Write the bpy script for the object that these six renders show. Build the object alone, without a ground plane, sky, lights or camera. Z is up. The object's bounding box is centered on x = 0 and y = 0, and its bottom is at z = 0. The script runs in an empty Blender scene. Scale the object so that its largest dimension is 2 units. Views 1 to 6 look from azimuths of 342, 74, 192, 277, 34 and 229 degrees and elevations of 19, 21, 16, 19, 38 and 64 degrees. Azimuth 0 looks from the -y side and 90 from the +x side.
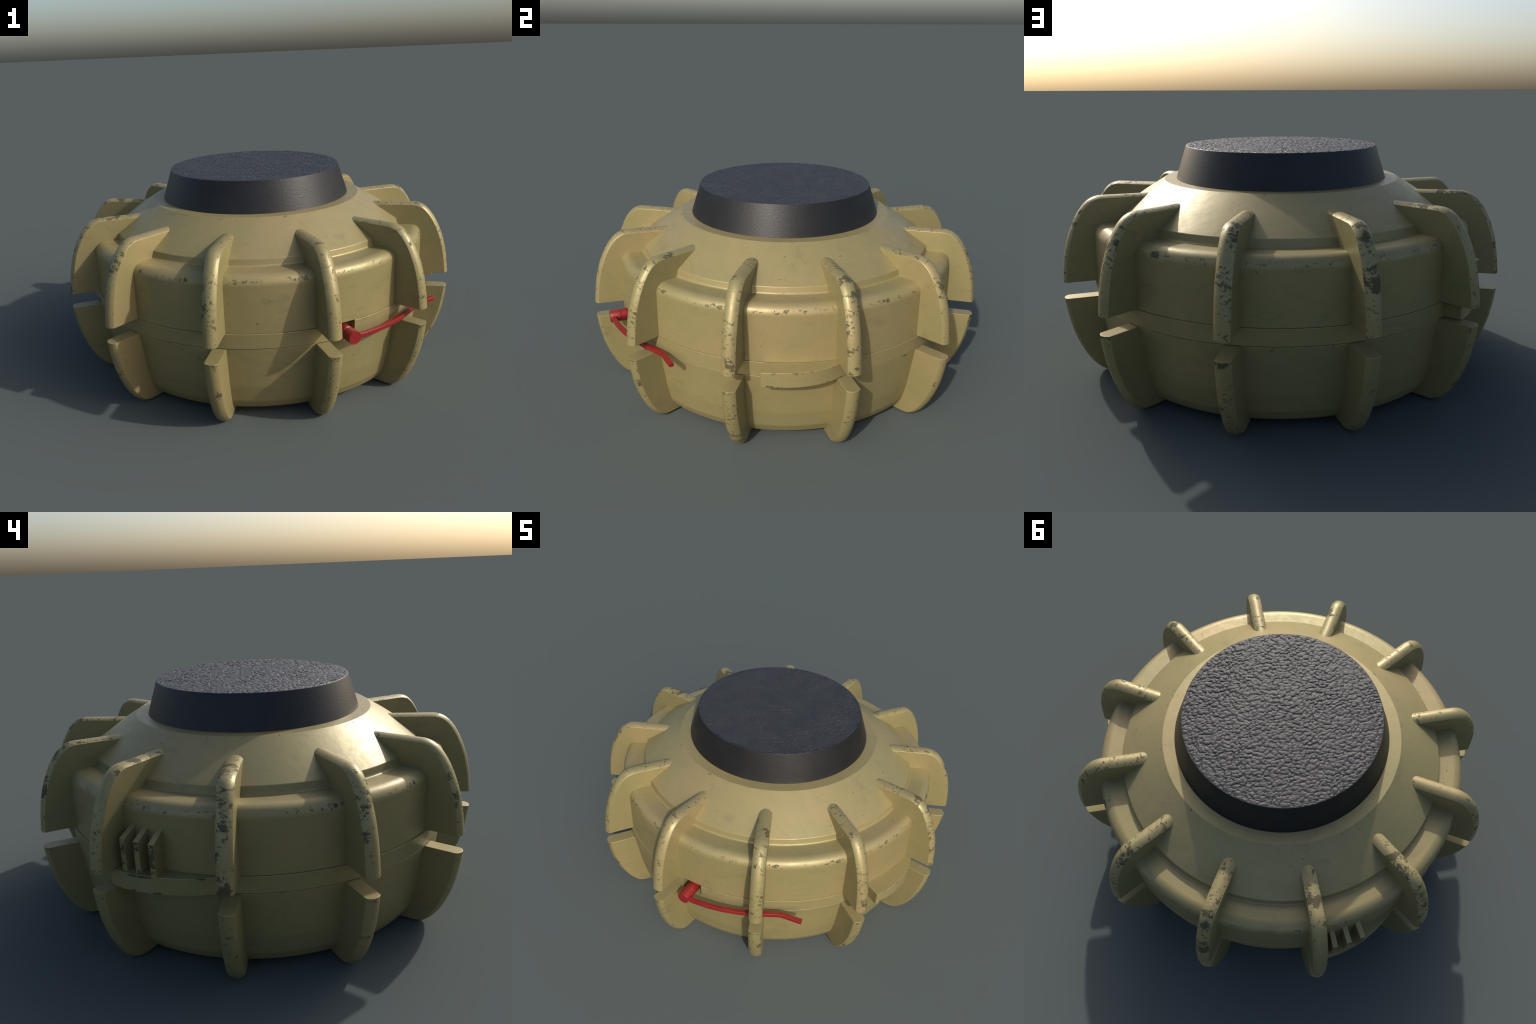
import bpy, bmesh, math
import numpy as np
from mathutils import Matrix, Vector

rng = np.random.default_rng(7)
TAU = 2 * math.pi

# ------------------------------------------------------------------ sizes
N_FINS = 12
FIN_HALF = 0.0308         # half thickness of a fin
Z_BAND_TOP = 0.434        # bottom of the upper fins = top of the seam band
Z_SEAM = 0.363            # top of the lower fins = split between both halves
R_WALL = 0.857
Z_PAD = 0.8515            # flat collar the pad stands on
PIN_AZ = 7.0              # azimuth of the arming pin (0 = -y, 90 = +x)
PIN_Z = 0.396


# ------------------------------------------------------------------ node helper
class Nodes:
    def __init__(self, name):
        self.mat = bpy.data.materials.new(name)
        self.mat.use_nodes = True
        self.nt = self.mat.node_tree
        self.nt.nodes.clear()
        self.out = self.nt.nodes.new("ShaderNodeOutputMaterial")
        self.bsdf = self.nt.nodes.new("ShaderNodeBsdfPrincipled")
        self.nt.links.new(self.bsdf.outputs[0], self.out.inputs[0])
        self.tc = self.nt.nodes.new("ShaderNodeTexCoord")
        self.obj = self.tc.outputs["Object"]

    def put(self, sock, v):
        if isinstance(v, bpy.types.NodeSocket):
            self.nt.links.new(v, sock)
        elif isinstance(v, tuple) and len(v) == 3 and sock.type == 'RGBA':
            sock.default_value = (*v, 1)
        else:
            sock.default_value = v

    def math(self, op, a, b=0.0, c=0.0, clamp=False):
        n = self.nt.nodes.new("ShaderNodeMath")
        n.operation = op
        n.use_clamp = clamp
        for s, v in zip(n.inputs, (a, b, c)):
            self.put(s, v)
        return n.outputs[0]

    def step(self, v, lo, hi, a=0.0, b=1.0):
        n = self.nt.nodes.new("ShaderNodeMapRange")
        n.interpolation_type = 'SMOOTHSTEP'
        for i, x in enumerate((v, lo, hi, a, b)):
            self.put(n.inputs[i], x)
        return n.outputs[0]

    def mapping(self, vec, scale=(1, 1, 1), rot=(0, 0, 0), loc=(0, 0, 0)):
        n = self.nt.nodes.new("ShaderNodeMapping")
        self.put(n.inputs["Vector"], vec)
        n.inputs["Scale"].default_value = scale
        n.inputs["Rotation"].default_value = rot
        n.inputs["Location"].default_value = loc
        return n.outputs[0]

    def noise(self, vec, scale, detail=3, rough=0.5, dist=0.0):
        n = self.nt.nodes.new("ShaderNodeTexNoise")
        self.put(n.inputs["Vector"], vec)
        n.inputs["Scale"].default_value = scale
        n.inputs["Detail"].default_value = detail
        n.inputs["Roughness"].default_value = rough
        n.inputs["Distortion"].default_value = dist
        return n.outputs["Fac"]

    def mix(self, fac, a, b, mode='MIX'):
        n = self.nt.nodes.new("ShaderNodeMix")
        n.data_type = 'RGBA'
        n.blend_type = mode
        self.put(n.inputs[0], fac)
        self.put(n.inputs[6], a)
        self.put(n.inputs[7], b)
        return n.outputs[2]

    def bump(self, height, strength, dist, normal=None):
        n = self.nt.nodes.new("ShaderNodeBump")
        n.inputs["Strength"].default_value = strength
        n.inputs["Distance"].default_value = dist
        self.put(n.inputs["Height"], height)
        if normal is not None:
            self.put(n.inputs["Normal"], normal)
        return n.outputs[0]

    def xyz(self, vec):
        n = self.nt.nodes.new("ShaderNodeSeparateXYZ")
        self.put(n.inputs[0], vec)
        return n.outputs


TAN_A = (0.277, 0.220, 0.100)
TAN_B = (0.246, 0.212, 0.091)
METAL = 0.26          # paint with a slight metallic sheen
CHIP = (0.054, 0.047, 0.024)


def paint(name, wear=None, vary=True, specks=0.5):
    """Sand-coloured paint; `wear(N)` returns a 0..1 socket saying where it chips."""
    N = Nodes(name)
    vec = N.obj
    if vary:
        info = N.nt.nodes.new("ShaderNodeObjectInfo")
        off = N.math('MULTIPLY', info.outputs["Random"], 53.0)
        add = N.nt.nodes.new("ShaderNodeVectorMath")
        add.operation = 'ADD'
        N.put(add.inputs[0], N.obj)
        N.put(add.inputs[1], off)
        vec = add.outputs[0]
    # broad drift between a browner and a more olive sand, and a fine mottle
    col = N.mix(N.step(N.noise(vec, 3.1, 3, 0.55, 0.4), 0.36, 0.64), TAN_A, TAN_B)
    mott = N.noise(vec, 26, 5, 0.62)
    col = N.mix(N.step(mott, 0.32, 0.70, 0.0, 0.22), col, (0.200, 0.166, 0.078))
    # greyish smears
    smear = N.noise(N.mapping(vec, (1, 1, 2.4), (0.5, 0.3, 0.9)), 6.5, 6, 0.68, 0.7)
    col = N.mix(N.step(smear, 0.56, 0.70, 0.0, 0.36), col, (0.150, 0.132, 0.070))
    # hair scratches in three directions: turn the space first, then squeeze it
    for k, (rot, s) in enumerate((((0.6, 0.5, 0.4), 2.9), ((-0.7, 0.9, 1.9), 2.5), ((0.9, -0.7, 2.8), 3.3))):
        m = N.mapping(N.mapping(vec, (1, 1, 1), rot, (3.1 * k, 1.7, 0.4)), (0.8, 55.0, 1.2))
        ln = N.noise(m, s, 2, 0.4, 0.0)
        gate = N.step(N.noise(vec, 4.2 + k, 2, 0.5), 0.47, 0.60)
        col = N.mix(N.math('MULTIPLY', N.step(ln, 0.68, 0.72, 0.0, 0.26), gate), col, (0.135, 0.112, 0.058))
    # chips down to a dull brown undercoat: ragged patches and a scatter of specks
    w = wear(N) if wear else 0.0
    sv = N.mapping(vec, (1.0, 0.72, 1.0))
    n1 = N.noise(sv, 24, 10, 0.74, 0.25)
    n2 = N.noise(vec, 7.0, 2, 0.5)
    val = N.math('ADD', n1, N.math('MULTIPLY', N.math('SUBTRACT', n2, 0.5), 0.50))
    chip = N.step(N.math('SUBTRACT', val, N.step(w, 0.0, 1.0, 0.86, 0.555)), 0.0, 0.020)
    s1 = N.noise(N.mapping(vec, (1.25, 0.8, 1.25), (0, 0, 0), (9.1, 4.2, 2.7)), 62, 5, 0.62, 0.4)
    s2 = N.noise(vec, 9.0, 2, 0.5)
    sval = N.math('ADD', s1, N.math('MULTIPLY', N.math('SUBTRACT', s2, 0.5), 0.34))
    speck = N.step(N.math('SUBTRACT', sval, N.step(w, 0.0, 1.0, 0.80, 0.80 - 0.32 * specks)), 0.0, 0.030)
    chip = N.math('MAXIMUM', chip, N.math('MULTIPLY', speck, 0.85))
    fine = N.noise(vec, 120, 3, 0.6)
    chipc = N.mix(N.step(fine, 0.35, 0.7), CHIP, (0.083, 0.072, 0.038))
    col = N.mix(N.math('MULTIPLY', chip, 0.95), col, chipc)
    N.put(N.bsdf.inputs["Base Color"], col)
    N.put(N.bsdf.inputs["Roughness"], N.math('ADD', N.step(mott, 0.3, 0.7, 0.42, 0.50), N.math('MULTIPLY', chip, 0.06)))
    N.put(N.bsdf.inputs["Specular IOR Level"], N.step(chip, 0.0, 1.0, 0.5, 0.20))
    N.put(N.bsdf.inputs["Metallic"], N.step(chip, 0.0, 1.0, METAL, 0.0))
    h = N.math('ADD', N.math('MULTIPLY', N.noise(vec, 16, 3, 0.5), 0.55), N.math('MULTIPLY', N.noise(vec, 75, 3, 0.5), 0.12))
    h = N.math('SUBTRACT', h, N.math('MULTIPLY', chip, 0.10))
    N.put(N.bsdf.inputs["Normal"], N.bump(h, 0.15, 0.010))
    return N.mat


def ring_gauss(N, r0, z0, wr, wz):
    """soft weight round the circle of radius r0 at height z0"""
    x, y, z = N.xyz(N.obj)
    r = N.math('SQRT', N.math('ADD', N.math('MULTIPLY', x, x), N.math('MULTIPLY', y, y)))
    a = N.math('DIVIDE', N.math('SUBTRACT', r, r0), wr)
    b = N.math('DIVIDE', N.math('SUBTRACT', z, z0), wz)
    q = N.math('ADD', N.math('MULTIPLY', a, a), N.math('MULTIPLY', b, b))
    return N.math('EXPONENT', N.math('MULTIPLY', q, -1.0))


def shell_wear(N):
    w = N.math('MULTIPLY', ring_gauss(N, 0.848, 0.664, 0.022, 0.026), 0.80)
    w = N.math('MAXIMUM', w, N.math('MULTIPLY', ring_gauss(N, 0.538, 0.848, 0.020, 0.014), 0.62))
    w = N.math('MAXIMUM', w, N.math('MULTIPLY', ring_gauss(N, 0.857, Z_SEAM, 0.02, 0.016), 0.60))
    return N.math('MAXIMUM', w, 0.43)


def ledge_wear(N):
    """chips creep in from the upper and lower edges of the outer face"""
    x, y, z = N.xyz(N.obj)
    a = N.step(N.math('ABSOLUTE', N.math('SUBTRACT', z, 0.5 * (Z_SEAM + Z_BAND_TOP))), 0.014, 0.033, 0.0, 1.15)
    return N.math('MAXIMUM', a, 0.25)


def edge_wear(v, z_cut, up):
    """even wear along the nose, heavier at the sawn-off end at height z_cut"""
    def f(N):
        x, y, z = N.xyz(N.obj)
        d = N.math('MULTIPLY', N.math('SUBTRACT', z, z_cut), 1.0 if up else -1.0)
        return N.math('ADD', v, N.step(d, 0.002, 0.030, 0.26, 0.0))
    return f


def even(v):
    return lambda N: N.math('ADD', v, 0.0)


MAT_SHELL = paint("sand_paint_shell", shell_wear, vary=False, specks=0.75)
MAT_FIN = paint("sand_paint_fin_side", even(0.30))
MAT_NOSE = paint("sand_paint_worn_edge", edge_wear(0.79, Z_BAND_TOP, True), specks=0.70)
MAT_NOSE_LOW = paint("sand_paint_lightly_worn_edge", edge_wear(0.74, Z_SEAM, False), specks=0.66)
MAT_PLAIN = paint("sand_paint_plain", even(0.15))
MAT_LEDGE = paint("sand_paint_ledge_face", ledge_wear)
MAT_RIB = paint("sand_paint_rib_front", even(1.12))


def red_paint():
    N = Nodes("red_enamel")
    n = N.noise(N.obj, 14, 3, 0.5)
    N.put(N.bsdf.inputs["Base Color"], N.mix(N.step(n, 0.3, 0.7), (0.188, 0.0095, 0.0095), (0.165, 0.008, 0.008)))
    N.bsdf.inputs["Roughness"].default_value = 0.42
    N.put(N.bsdf.inputs["Normal"], N.bump(N.noise(N.obj, 60, 3, 0.5), 0.12, 0.004))
    return N.mat


def rubber(name, grain_scale, strength, dark, lite, rough, spec):
    N = Nodes(name)
    n = N.noise(N.obj, 9, 4, 0.6)
    N.put(N.bsdf.inputs["Base Color"], N.mix(N.step(n, 0.3, 0.7), (dark, dark, dark * 1.05), (lite, lite, lite * 1.04)))
    N.bsdf.inputs["Roughness"].default_value = rough
    N.bsdf.inputs["Specular IOR Level"].default_value = spec
    g = N.noise(N.mapping(N.obj, (1, 1, 1.5)), grain_scale, 4, 0.6, 0.3)
    N.put(N.bsdf.inputs["Normal"], N.bump(g, strength, 0.004))
    return N.mat


MAT_RED = red_paint()
MAT_PAD_SIDE = rubber("black_rubber_side", 120, 0.20, 0.008, 0.012, 0.41, 0.36)
MAT_PAD_TOP = rubber("black_rubber_leathery", 140, 0.20, 0.018, 0.025, 0.54, 0.5)


# ------------------------------------------------------------------ mesh helpers
def make_object(name, verts, faces, mats, parent, slots=None):
    me = bpy.data.meshes.new(name)
    me.from_pydata([tuple(map(float, v)) for v in verts], [], faces)
    for m in (mats if isinstance(mats, (list, tuple)) else [mats]):
        me.materials.append(m)
    if slots is not None:
        me.polygons.foreach_set("material_index", slots)
    bm = bmesh.new()
    bm.from_mesh(me)
    bmesh.ops.recalc_face_normals(bm, faces=bm.faces)
    bm.to_mesh(me)
    bm.free()
    ob = bpy.data.objects.new(name, me)
    bpy.context.scene.collection.objects.link(ob)
    ob.parent = parent
    return ob


def bevelled(ob, width, segs=2, angle=26):
    """bake a small hard-normal bevel into the mesh"""
    for p in ob.data.polygons:
        p.use_smooth = True
    m = ob.modifiers.new("edge", 'BEVEL')
    m.width = width
    m.segments = segs
    m.limit_method = 'ANGLE'
    m.angle_limit = math.radians(angle)
    m.harden_normals = True
    m.use_clamp_overlap = True
    dg = bpy.context.evaluated_depsgraph_get()
    dg.update()
    me = bpy.data.meshes.new_from_object(ob.evaluated_get(dg))
    ob.modifiers.clear()
    old = ob.data
    ob.data = me
    me.name = old.name
    bpy.data.meshes.remove(old)
    return ob


def smooth(ob, angle=None):
    for p in ob.data.polygons:
        p.use_smooth = True
    if angle:
        ob.data.set_sharp_from_angle(angle=math.radians(angle))
    return ob


def rounded_profile(pts):
    """pts: (r, z, fillet radius). Returns a polyline with filleted corners and support loops."""
    out = []
    n = len(pts)
    P = [np.array(p[:2], float) for p in pts]
    for i in range(n):
        rad = pts[i][2]
        if i in (0, n - 1) or rad <= 0:
            out.append(P[i])
            continue
        a = P[i - 1] - P[i]
        b = P[i + 1] - P[i]
        la, lb = np.linalg.norm(a), np.linalg.norm(b)
        a, b = a / la, b / lb
        ang = math.acos(max(-1, min(1, float(a @ b))))
        if ang > math.radians(177):
            out.append(P[i])
            continue
        t = min(rad / math.tan(ang / 2), 0.46 * la, 0.46 * lb)
        r = t * math.tan(ang / 2)
        c = P[i] + (a + b) / np.linalg.norm(a + b) * (r / math.sin(ang / 2))
        p0, p1 = P[i] + a * t, P[i] + b * t
        s = min(0.0025, 0.03 * min(la, lb))
        k = 10 if rad > 0.02 else 4
        out.append(p0 + a * s)
        v0, v1 = p0 - c, p1 - c
        w = math.acos(max(-1, min(1, float(v0 @ v1) / (r * r))))
        for j in range(k + 1):
            u = j / k
            out.append(c + (math.sin((1 - u) * w) * v0 + math.sin(u * w) * v1) / math.sin(w))
        out.append(p1 + b * s)
    return out


def lathe(name, prof, mats, parent, segs=192, az0=None, az1=None, slots=None):
    """revolve an (r,z) polyline about z; a partial sweep when az0/az1 (degrees) are given"""
    full = az0 is None
    if full:
        az = [TAU * i / segs for i in range(segs)]
    else:
        az = list(np.radians(np.linspace(az0, az1, segs + 1)))
    m = len(prof)
    V = []
    for a in az:
        for r, z in prof:
            V.append((r * math.sin(a), -r * math.cos(a), z))
    F = []
    cols = len(az)
    for i in range(cols if full else cols - 1):
        j = (i + 1) % cols
        for k in range(m - 1):
            F.append((i * m + k, j * m + k, j * m + k + 1, i * m + k + 1))
    return make_object(name, V, F, mats, parent, slots), m


# ------------------------------------------------------------------ root
root = bpy.data.objects.new("land_mine", None)
bpy.context.scene.collection.objects.link(root)
root["label"] = "sand-coloured round land mine with twelve fins and black pad"
root["category"] = "land mine"

# ------------------------------------------------------------------ casing
# upper half: inner floor of the pad seat, collar, cone, step, shoulder, wall
upper = rounded_profile([
    (0.30, Z_PAD, 0), (0.5335, Z_PAD, 0.0022), (0.630, 0.7925, 0.25), (0.7325, 0.7235, 0.006),
    (0.7395, 0.6915, 0.010), (0.8535, 0.6915, 0.046), (R_WALL, Z_BAND_TOP + 0.001, 0.001),
    (0.800, Z_BAND_TOP + 0.0005, 0)])
ob, _ = lathe("upper_casing", upper, MAT_SHELL, root)
smooth(ob, 50)

lower = rounded_profile([
    (0.800, Z_SEAM + 0.0004, 0), (0.8568, Z_SEAM, 0.0016), (0.8420, 0.255, 0.3), (0.830, 0.165, 0.2),
    (0.811, 0.082, 0.06), (0.787, 0.036, 0.030), (0.752, 0.028, 0.020), (0.30, 0.0265, 0)])
lower.append(np.array((0.0005, 0.0265)))
ob, _ = lathe("lower_casing", lower, MAT_SHELL, root)
smooth(ob, 50)

# seam band, broken by the slot the arming pin comes through
SLOT0, SLOT1 = PIN_AZ - 3.5, PIN_AZ + 3.5
band = rounded_profile([
    (0.810, Z_BAND_TOP, 0), (R_WALL + 0.0036, Z_BAND_TOP, 0.0016), (R_WALL + 0.0016, Z_SEAM + 0.0022, 0.0014),
    (0.810, Z_SEAM + 0.0022, 0)])
ob, m = lathe("seam_band", band, MAT_SHELL, root, 188, SLOT1, SLOT0 + 360)
bm = bmesh.new()
bm.from_mesh(ob.data)
bm.verts.ensure_lookup_table()
nv = len(bm.verts)
bm.faces.new([bm.verts[i] for i in range(m)])
bm.faces.new([bm.verts[nv - m + i] for i in range(m)])
bmesh.ops.recalc_face_normals(bm, faces=bm.faces)
bm.to_mesh(ob.data)
bm.free()
smooth(ob, 50)
# back wall of the slot and of the groove
ob, _ = lathe("slot_back", [(0.818, Z_SEAM - 0.006), (0.818, Z_BAND_TOP + 0.006)], MAT_SHELL, root)
smooth(ob)

# ------------------------------------------------------------------ pressure pad
pad_side = rounded_profile([(0.40, Z_PAD - 0.004, 0), (0.4815, Z_PAD - 0.004, 0), (0.4325, 0.9955, 0.0015), (0.420, 0.9957, 0)])
ob, _ = lathe("pressure_pad", pad_side, MAT_PAD_SIDE, root)
smooth(ob, 50)
pad = ob


def cell_height(x, y):
    """pebbled leather: rounded lumps parted by creases (warped cellular pattern)"""
    g = np.random.default_rng(11)
    # smooth random warp from a few plane waves
    wx = np.zeros_like(x)
    wy = np.zeros_like(x)
    amp = np.zeros_like(x)
    for _ in range(14):
        k = g.normal(size=2) * 38
        p, q, s = g.uniform(0, TAU, 3)
        ph = k[0] * x + k[1] * y
        wx += np.sin(ph + p) * 0.0012
        wy += np.sin(ph + q) * 0.0012
        amp += np.sin(0.45 * ph + s) * 0.13
    for _ in range(26):          # finer wobble keeps the creases from running straight
        k = g.normal(size=2) * 170
        p, q = g.uniform(0, TAU, 2)
        ph = k[0] * x + k[1] * y
        wx += np.sin(ph + p) * 0.00035
        wy += np.sin(ph + q) * 0.00035
    ca, sa = math.cos(math.radians(64)), math.sin(math.radians(64))
    U, W = (x + wx) * ca + (y + wy) * sa, -(x + wx) * sa + (y + wy) * ca

    def pebbles(cu, cv):
        u, v = U / cu, W / cv
        M = 256
        jx, jy, hh = g.uniform(0, 1, (3, M, M))
        iu, iv = np.floor(u).astype(int), np.floor(v).astype(int)
        top = np.zeros_like(x)
        for a in (-1, 0, 1):
            for b in (-1, 0, 1):
                ci, cj = (iu + a) % M, (iv + b) % M
                d = np.hypot(iu + a + jx[ci, cj] - u, iv + b + jy[ci, cj] - v)
                dome = np.sqrt(np.clip(1 - (d / (0.50 + 0.34 * hh[ci, cj])) ** 2, 0, 1)) * (0.6 + 0.4 * hh[ci, cj])
                top = np.maximum(top, dome)
        return top

    big, small = pebbles(0.0160, 0.0128), pebbles(0.0088, 0.0066)
    return np.clip(0.9 + 0.3 * amp, 0.6, 1.1) * (0.0037 * big + 0.0005 * small)


def build_pad_top():
    n = 600
    R = 0.4312
    g = np.linspace(-1, 1, n + 1)
    gx, gy = np.meshgrid(g, g, indexing="ij")
    # square grid squeezed onto the disc, so the quads stay even
    x = gx * np.sqrt(1 - gy * gy / 2) * R
    y = gy * np.sqrt(1 - gx * gx / 2) * R
    rad = np.hypot(x, y) / R
    z = 0.9943 + cell_height(x, y) * np.clip((1.0 - rad) / 0.008, 0.7, 1)
    V = np.stack([x, y, z], -1).reshape(-1, 3).tolist()
    idx = np.arange((n + 1) ** 2).reshape(n + 1, n + 1)
    F = np.stack([idx[:-1, :-1], idx[1:, :-1], idx[1:, 1:], idx[:-1, 1:]], -1).reshape(-1, 4).tolist()
    # skirt closing the rim down to the side wall
    rim = list(idx[:, 0]) + list(idx[n, 1:]) + list(idx[n - 1::-1, n]) + list(idx[0, n - 1:0:-1])
    base = len(V)
    for i in rim:
        px, py, _ = V[i]
        s = 0.4325 / math.hypot(px, py)
        V.append([px * s, py * s, 0.9940])
    k = len(rim)
    for i in range(k):
        j = (i + 1) % k
        F.append([int(rim[i]), int(rim[j]), base + j, base + i])
    o = make_object("pad_surface", V, F, MAT_PAD_TOP, pad)
    smooth(o, 60)
    return o


build_pad_top()

# ------------------------------------------------------------------ fins
def resample(pts, step):
    """Catmull-Rom through the control points, evenly spaced"""
    P = np.array(pts, float)
    Q = np.vstack([2 * P[0] - P[1], P, 2 * P[-1] - P[-2]])
    out = []
    for i in range(1, len(Q) - 2):
        d = np.linalg.norm(Q[i + 1] - Q[i])
        k = max(2, int(d / step))
        for j in range(k):
            t = j / k
            out.append(0.5 * ((2 * Q[i]) + (-Q[i - 1] + Q[i + 1]) * t + (2 * Q[i - 1] - 5 * Q[i] + 4 * Q[i + 1] - Q[i + 2]) * t * t
                              + (-Q[i - 1] + 3 * Q[i] - 3 * Q[i + 1] + Q[i + 2]) * t ** 3))
    out.append(P[-1])
    return np.array(out)


def fin_object(name, rim, inner, n0, n1, mats, sag0=0.011, sag1=0.016):
    """A fin in the x(radial)-z plane. rim: flat-face outer outline; the rounded nose bulges
    past it by sag0..sag1; inner: hidden outline inside the casing."""
    rim = np.array(rim)
    tan = np.gradient(rim, axis=0)
    tan /= np.linalg.norm(tan, axis=1)[:, None]
    nor = np.stack([-tan[:, 1], tan[:, 0]], 1)
    if nor[len(nor) // 2, 0] < 0:
        nor = -nor
    nor[0], nor[-1] = n0, n1
    for i in (1, 2, 3):          # ease into the forced end normals
        f = i / 4
        for k, e in ((i, 0), (-1 - i, -1)):
            nor[k] = nor[k] * f + nor[e] * (1 - f)
            nor[k] /= np.linalg.norm(nor[k])
    sag = sag0 + (sag1 - sag0) * np.clip(nor[:, 0], 0, 1)
    J = 8
    V, F, S = [], [], []
    for i in range(len(rim)):
        b = sag[i]
        R = (FIN_HALF ** 2 + b * b) / (2 * b)
        for j in range(J + 1):
            y = FIN_HALF * (2 * j / J - 1)
            h = math.sqrt(R * R - y * y) - (R - b)
            p = rim[i] + nor[i] * h
            V.append((p[0], y, p[1]))
    K = J + 1
    n = len(rim)
    for i in range(n - 1):
        for j in range(J):
            F.append((i * K + j, i * K + j + 1, (i + 1) * K + j + 1, (i + 1) * K + j))
            S.append(1)
    base = len(V)
    for x, z in inner:
        V.append((x, -FIN_HALF, z))
    for x, z in inner:
        V.append((x, FIN_HALF, z))
    q = len(inner)
    # inner runs on from the rim's last point back to its first
    F.append(tuple([i * K for i in range(n)] + [base + i for i in range(q)])); S.append(0)
    F.append(tuple([i * K + J for i in range(n)] + [base + q + i for i in range(q)])); S.append(0)
    for i in range(q - 1):
        F.append((base + i, base + i + 1, base + q + i + 1, base + q + i)); S.append(0)
    F.append(tuple([(n - 1) * K + j for j in range(K)] + [base + q, base])); S.append(0)
    F.append(tuple([j for j in range(K)] + [base + 2 * q - 1, base + q - 1])); S.append(0)
    o = make_object(name, V, F, mats, root, S)
    bevelled(o, 0.0020, 2, 28)
    return o


upper_rim = resample([(0.575, 0.7925), (0.70, 0.7925), (0.80, 0.7925), (0.826, 0.7905), (0.852, 0.781), (0.877, 0.7605),
                      (0.905, 0.7235), (0.9265, 0.683), (0.947, 0.633), (0.963, 0.577), (0.975, 0.512), (0.984, Z_BAND_TOP + 0.001)], 0.014)
upper_inner = [(0.83, Z_BAND_TOP + 0.001), (0.83, 0.64), (0.72, 0.66), (0.575, 0.74)]
lower_rim = resample([(0.985, Z_SEAM), (0.978, 0.303), (0.965, 0.230), (0.945, 0.163), (0.917, 0.098), (0.887, 0.050),
                      (0.858, 0.021), (0.835, 0.0120), (0.800, 0.0102), (0.752, 0.0102)], 0.014)
lower_inner = [(0.748, 0.0102), (0.748, 0.06), (0.80, 0.20), (0.82, Z_SEAM)]

fin_u = fin_object("upper_fin", upper_rim, upper_inner, (0, 1), (1, 0), [MAT_FIN, MAT_NOSE])
fin_l = fin_object("lower_fin", lower_rim, lower_inner, (1, 0), (0, -1), [MAT_FIN, MAT_NOSE_LOW], 0.0101, 0.0155)
for src in (fin_u, fin_l):
    for k in range(N_FINS):
        o = src if k == 0 else src.copy()
        if k:
            bpy.context.scene.collection.objects.link(o)
        # local +x points to azimuth 30k degrees
        o.matrix_local = Matrix.Rotation(math.radians(30 * k) - math.pi / 2, 4, 'Z')


# ------------------------------------------------------------------ curved ledges on the band
def ledge(name, samples, z0, z1):
    az = np.array([s[0] for s in samples])
    rr = np.array([s[1] for s in samples])
    t = np.linspace(az[0], az[-1], 37)
    co = np.polyfit((az - az.mean()) / 15, rr, 5)      # smooth outer radius over azimuth
    r = np.polyval(co, (t - az.mean()) / 15)
    V, F, S = [], [], []
    for a, q in zip(np.radians(t), r):
        for rad, z in ((0.835, z0), (q, z0), (q, z1), (0.835, z1)):
            V.append((rad * math.sin(a), -rad * math.cos(a), z))
    n = len(t)
    for i in range(n - 1):
        for k in range(4):
            F.append((i * 4 + k, i * 4 + (k + 1) % 4, (i + 1) * 4 + (k + 1) % 4, (i + 1) * 4 + k))
            S.append(1 if k == 1 else 0)
    F.append((0, 1, 2, 3))
    F.append(tuple((n - 1) * 4 + k for k in range(4)))
    S += [0, 0]
    o = make_object(name, V, F, [MAT_PLAIN, MAT_LEDGE], root, S)
    bevelled(o, 0.0022, 2, 40)
    return o


LEDGE_Z = (Z_SEAM + 0.001, Z_BAND_TOP - 0.0005)
ledge("ledge", [(67.4, 0.9405), (70, 0.9405), (72, 0.9400), (76.7, 0.9355), (79.6, 0.9300), (81.5, 0.9250), (84.2, 0.914),
                (87, 0.898), (88, 0.892), (91, 0.874), (94.5, 0.857)], *LEDGE_Z)
ledge("ledge", [(240.5, 0.928), (243.3, 0.9285), (246.2, 0.9275), (248, 0.9245), (252, 0.9165), (254, 0.912), (256, 0.907),
                (261.3, 0.890), (264.4, 0.8765), (267.8, 0.8635), (270.5, 0.857)], *LEDGE_Z)

# ------------------------------------------------------------------ three ribs standing on a ledge
rib_profile = [(0.835, Z_BAND_TOP - 0.004), (0.9185, Z_BAND_TOP - 0.004), (0.9195, 0.5615), (0.835, 0.601)]
V = [(x, s * 0.0115, z) for s in (-1, 1) for x, z in rib_profile]
F = [(0, 1, 2, 3), (4, 5, 6, 7)] + [(i, (i + 1) % 4, 4 + (i + 1) % 4, 4 + i) for i in range(4)]
rib0 = make_object("rib", V, F, [MAT_FIN, MAT_RIB], root, [0, 0, 0, 1, 0, 0])
bevelled(rib0, 0.0016, 2, 40)
for k, a in enumerate((244.75, 248.7, 252.7)):
    o = rib0 if k == 0 else rib0.copy()
    if k:
        bpy.context.scene.collection.objects.link(o)
    o.matrix_local = Matrix.Rotation(math.radians(a) - math.pi / 2, 4, 'Z')

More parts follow.
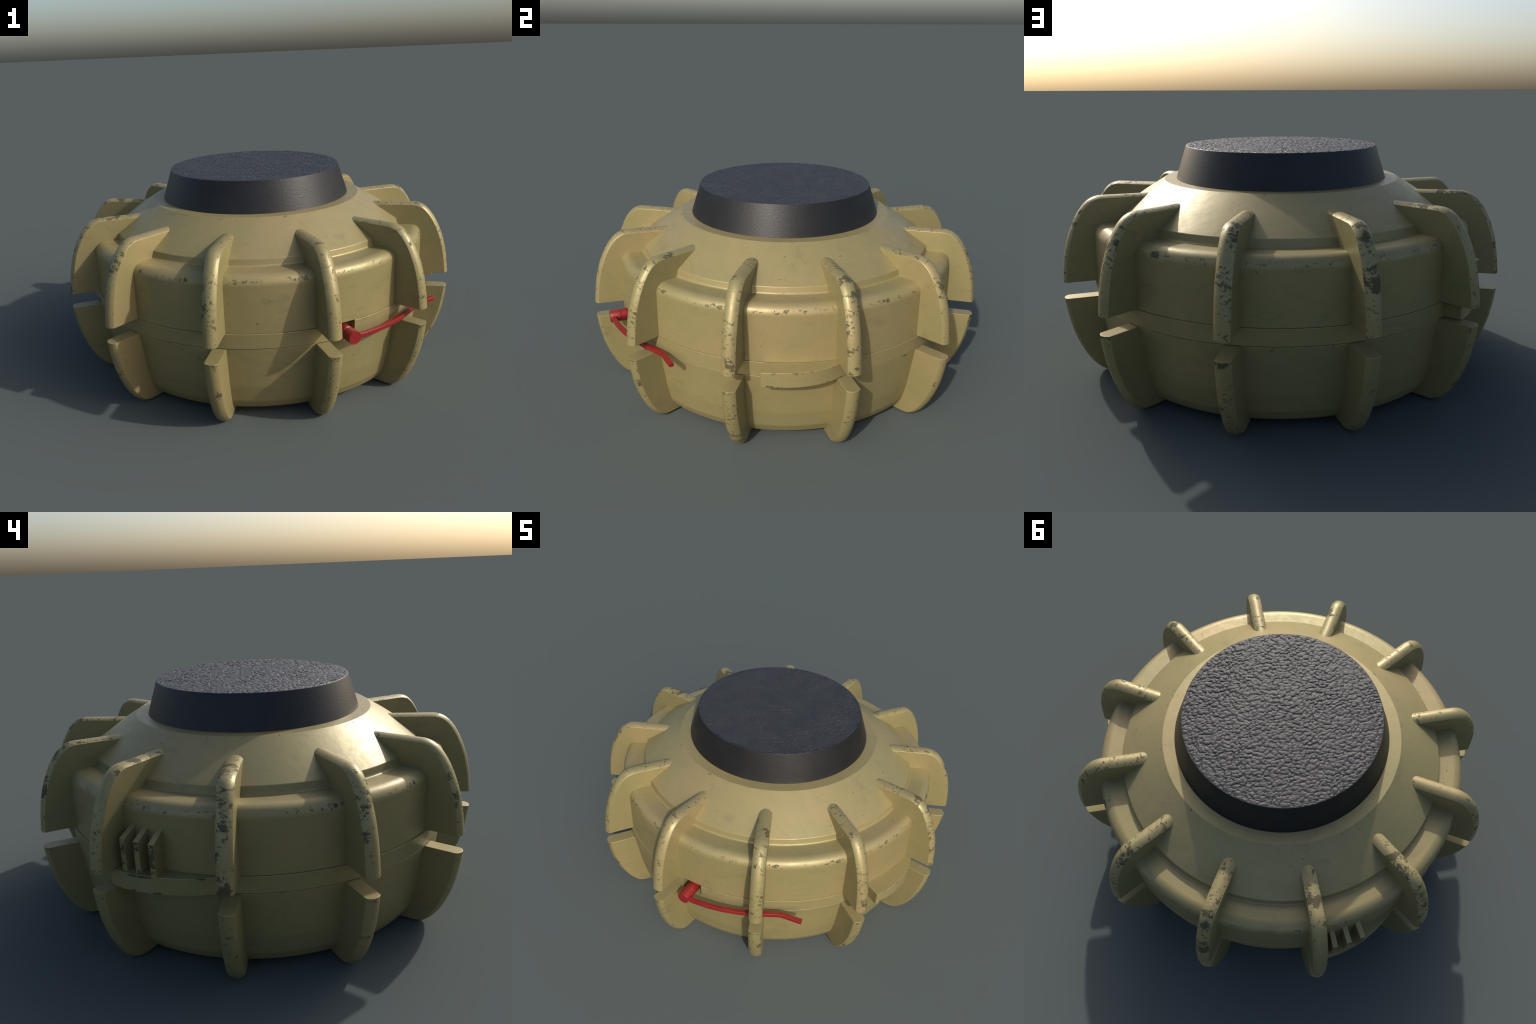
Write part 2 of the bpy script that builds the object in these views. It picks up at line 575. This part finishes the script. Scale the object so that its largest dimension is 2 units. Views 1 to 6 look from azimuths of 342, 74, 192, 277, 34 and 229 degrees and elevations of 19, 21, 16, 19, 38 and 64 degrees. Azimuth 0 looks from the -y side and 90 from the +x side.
# ------------------------------------------------------------------ arming pin and its lever
pin_prof = [(0.0, 0.800), (0.0300, 0.800), (0.0300, 0.8835), (0.0268, 0.8860), (0.0268, 0.8885), (0.0300, 0.8910),
            (0.0300, 0.9385), (0.0292, 0.9400), (0.0, 0.9400)]
segs = 40
V, F = [], []
a = math.radians(PIN_AZ)
er = Vector((math.sin(a), -math.cos(a), 0))
et = Vector((math.cos(a), math.sin(a), 0))
for i in range(segs):
    w = TAU * i / segs
    for r, d in pin_prof:
        V.append(tuple(er * d + et * (r * math.cos(w)) + Vector((0, 0, PIN_Z + r * math.sin(w)))))
m = len(pin_prof)
for i in range(segs):
    j = (i + 1) % segs
    for k in range(m - 1):
        F.append((i * m + k, j * m + k, j * m + k + 1, i * m + k + 1))
pin = make_object("arming_pin", V, F, MAT_RED, root)
bm = bmesh.new()
bm.from_mesh(pin.data)
bmesh.ops.remove_doubles(bm, verts=bm.verts, dist=1e-5)
bmesh.ops.recalc_face_normals(bm, faces=bm.faces)
bm.to_mesh(pin.data)
bm.free()
smooth(pin, 30)

# lever: square bar running round the casing through the gap between the fins, end kinked outwards
path = [(7.6, 0.9215), (10, 0.9265), (15, 0.9235), (19.2, 0.9200), (23.4, 0.9155), (26.5, 0.9125), (30, 0.9080), (33, 0.9060),
        (35.6, 0.9050), (37.5, 0.9075), (40.3, 0.929), (43.1, 0.9525)]
pts = [Vector((r * math.sin(math.radians(q)), -r * math.cos(math.radians(q)), PIN_Z)) for q, r in path]
V, F = [], []
hw, hz = 0.0105, 0.0098
for i, p in enumerate(pts):
    t = (pts[min(i + 1, len(pts) - 1)] - pts[max(i - 1, 0)]).normalized()
    s = Vector((-t.y, t.x, 0))
    for u, z in ((-1, -1), (1, -1), (1, 1), (-1, 1)):
        V.append(tuple(p + s * (u * hw) + Vector((0, 0, z * hz))))
n = len(pts)
for i in range(n - 1):
    for k in range(4):
        F.append((i * 4 + k, i * 4 + (k + 1) % 4, (i + 1) * 4 + (k + 1) % 4, (i + 1) * 4 + k))
F.append((0, 1, 2, 3))
F.append(tuple((n - 1) * 4 + k for k in range(4)))
lever = make_object("lever", V, F, MAT_RED, pin)
bevelled(lever, 0.0022, 2, 40)
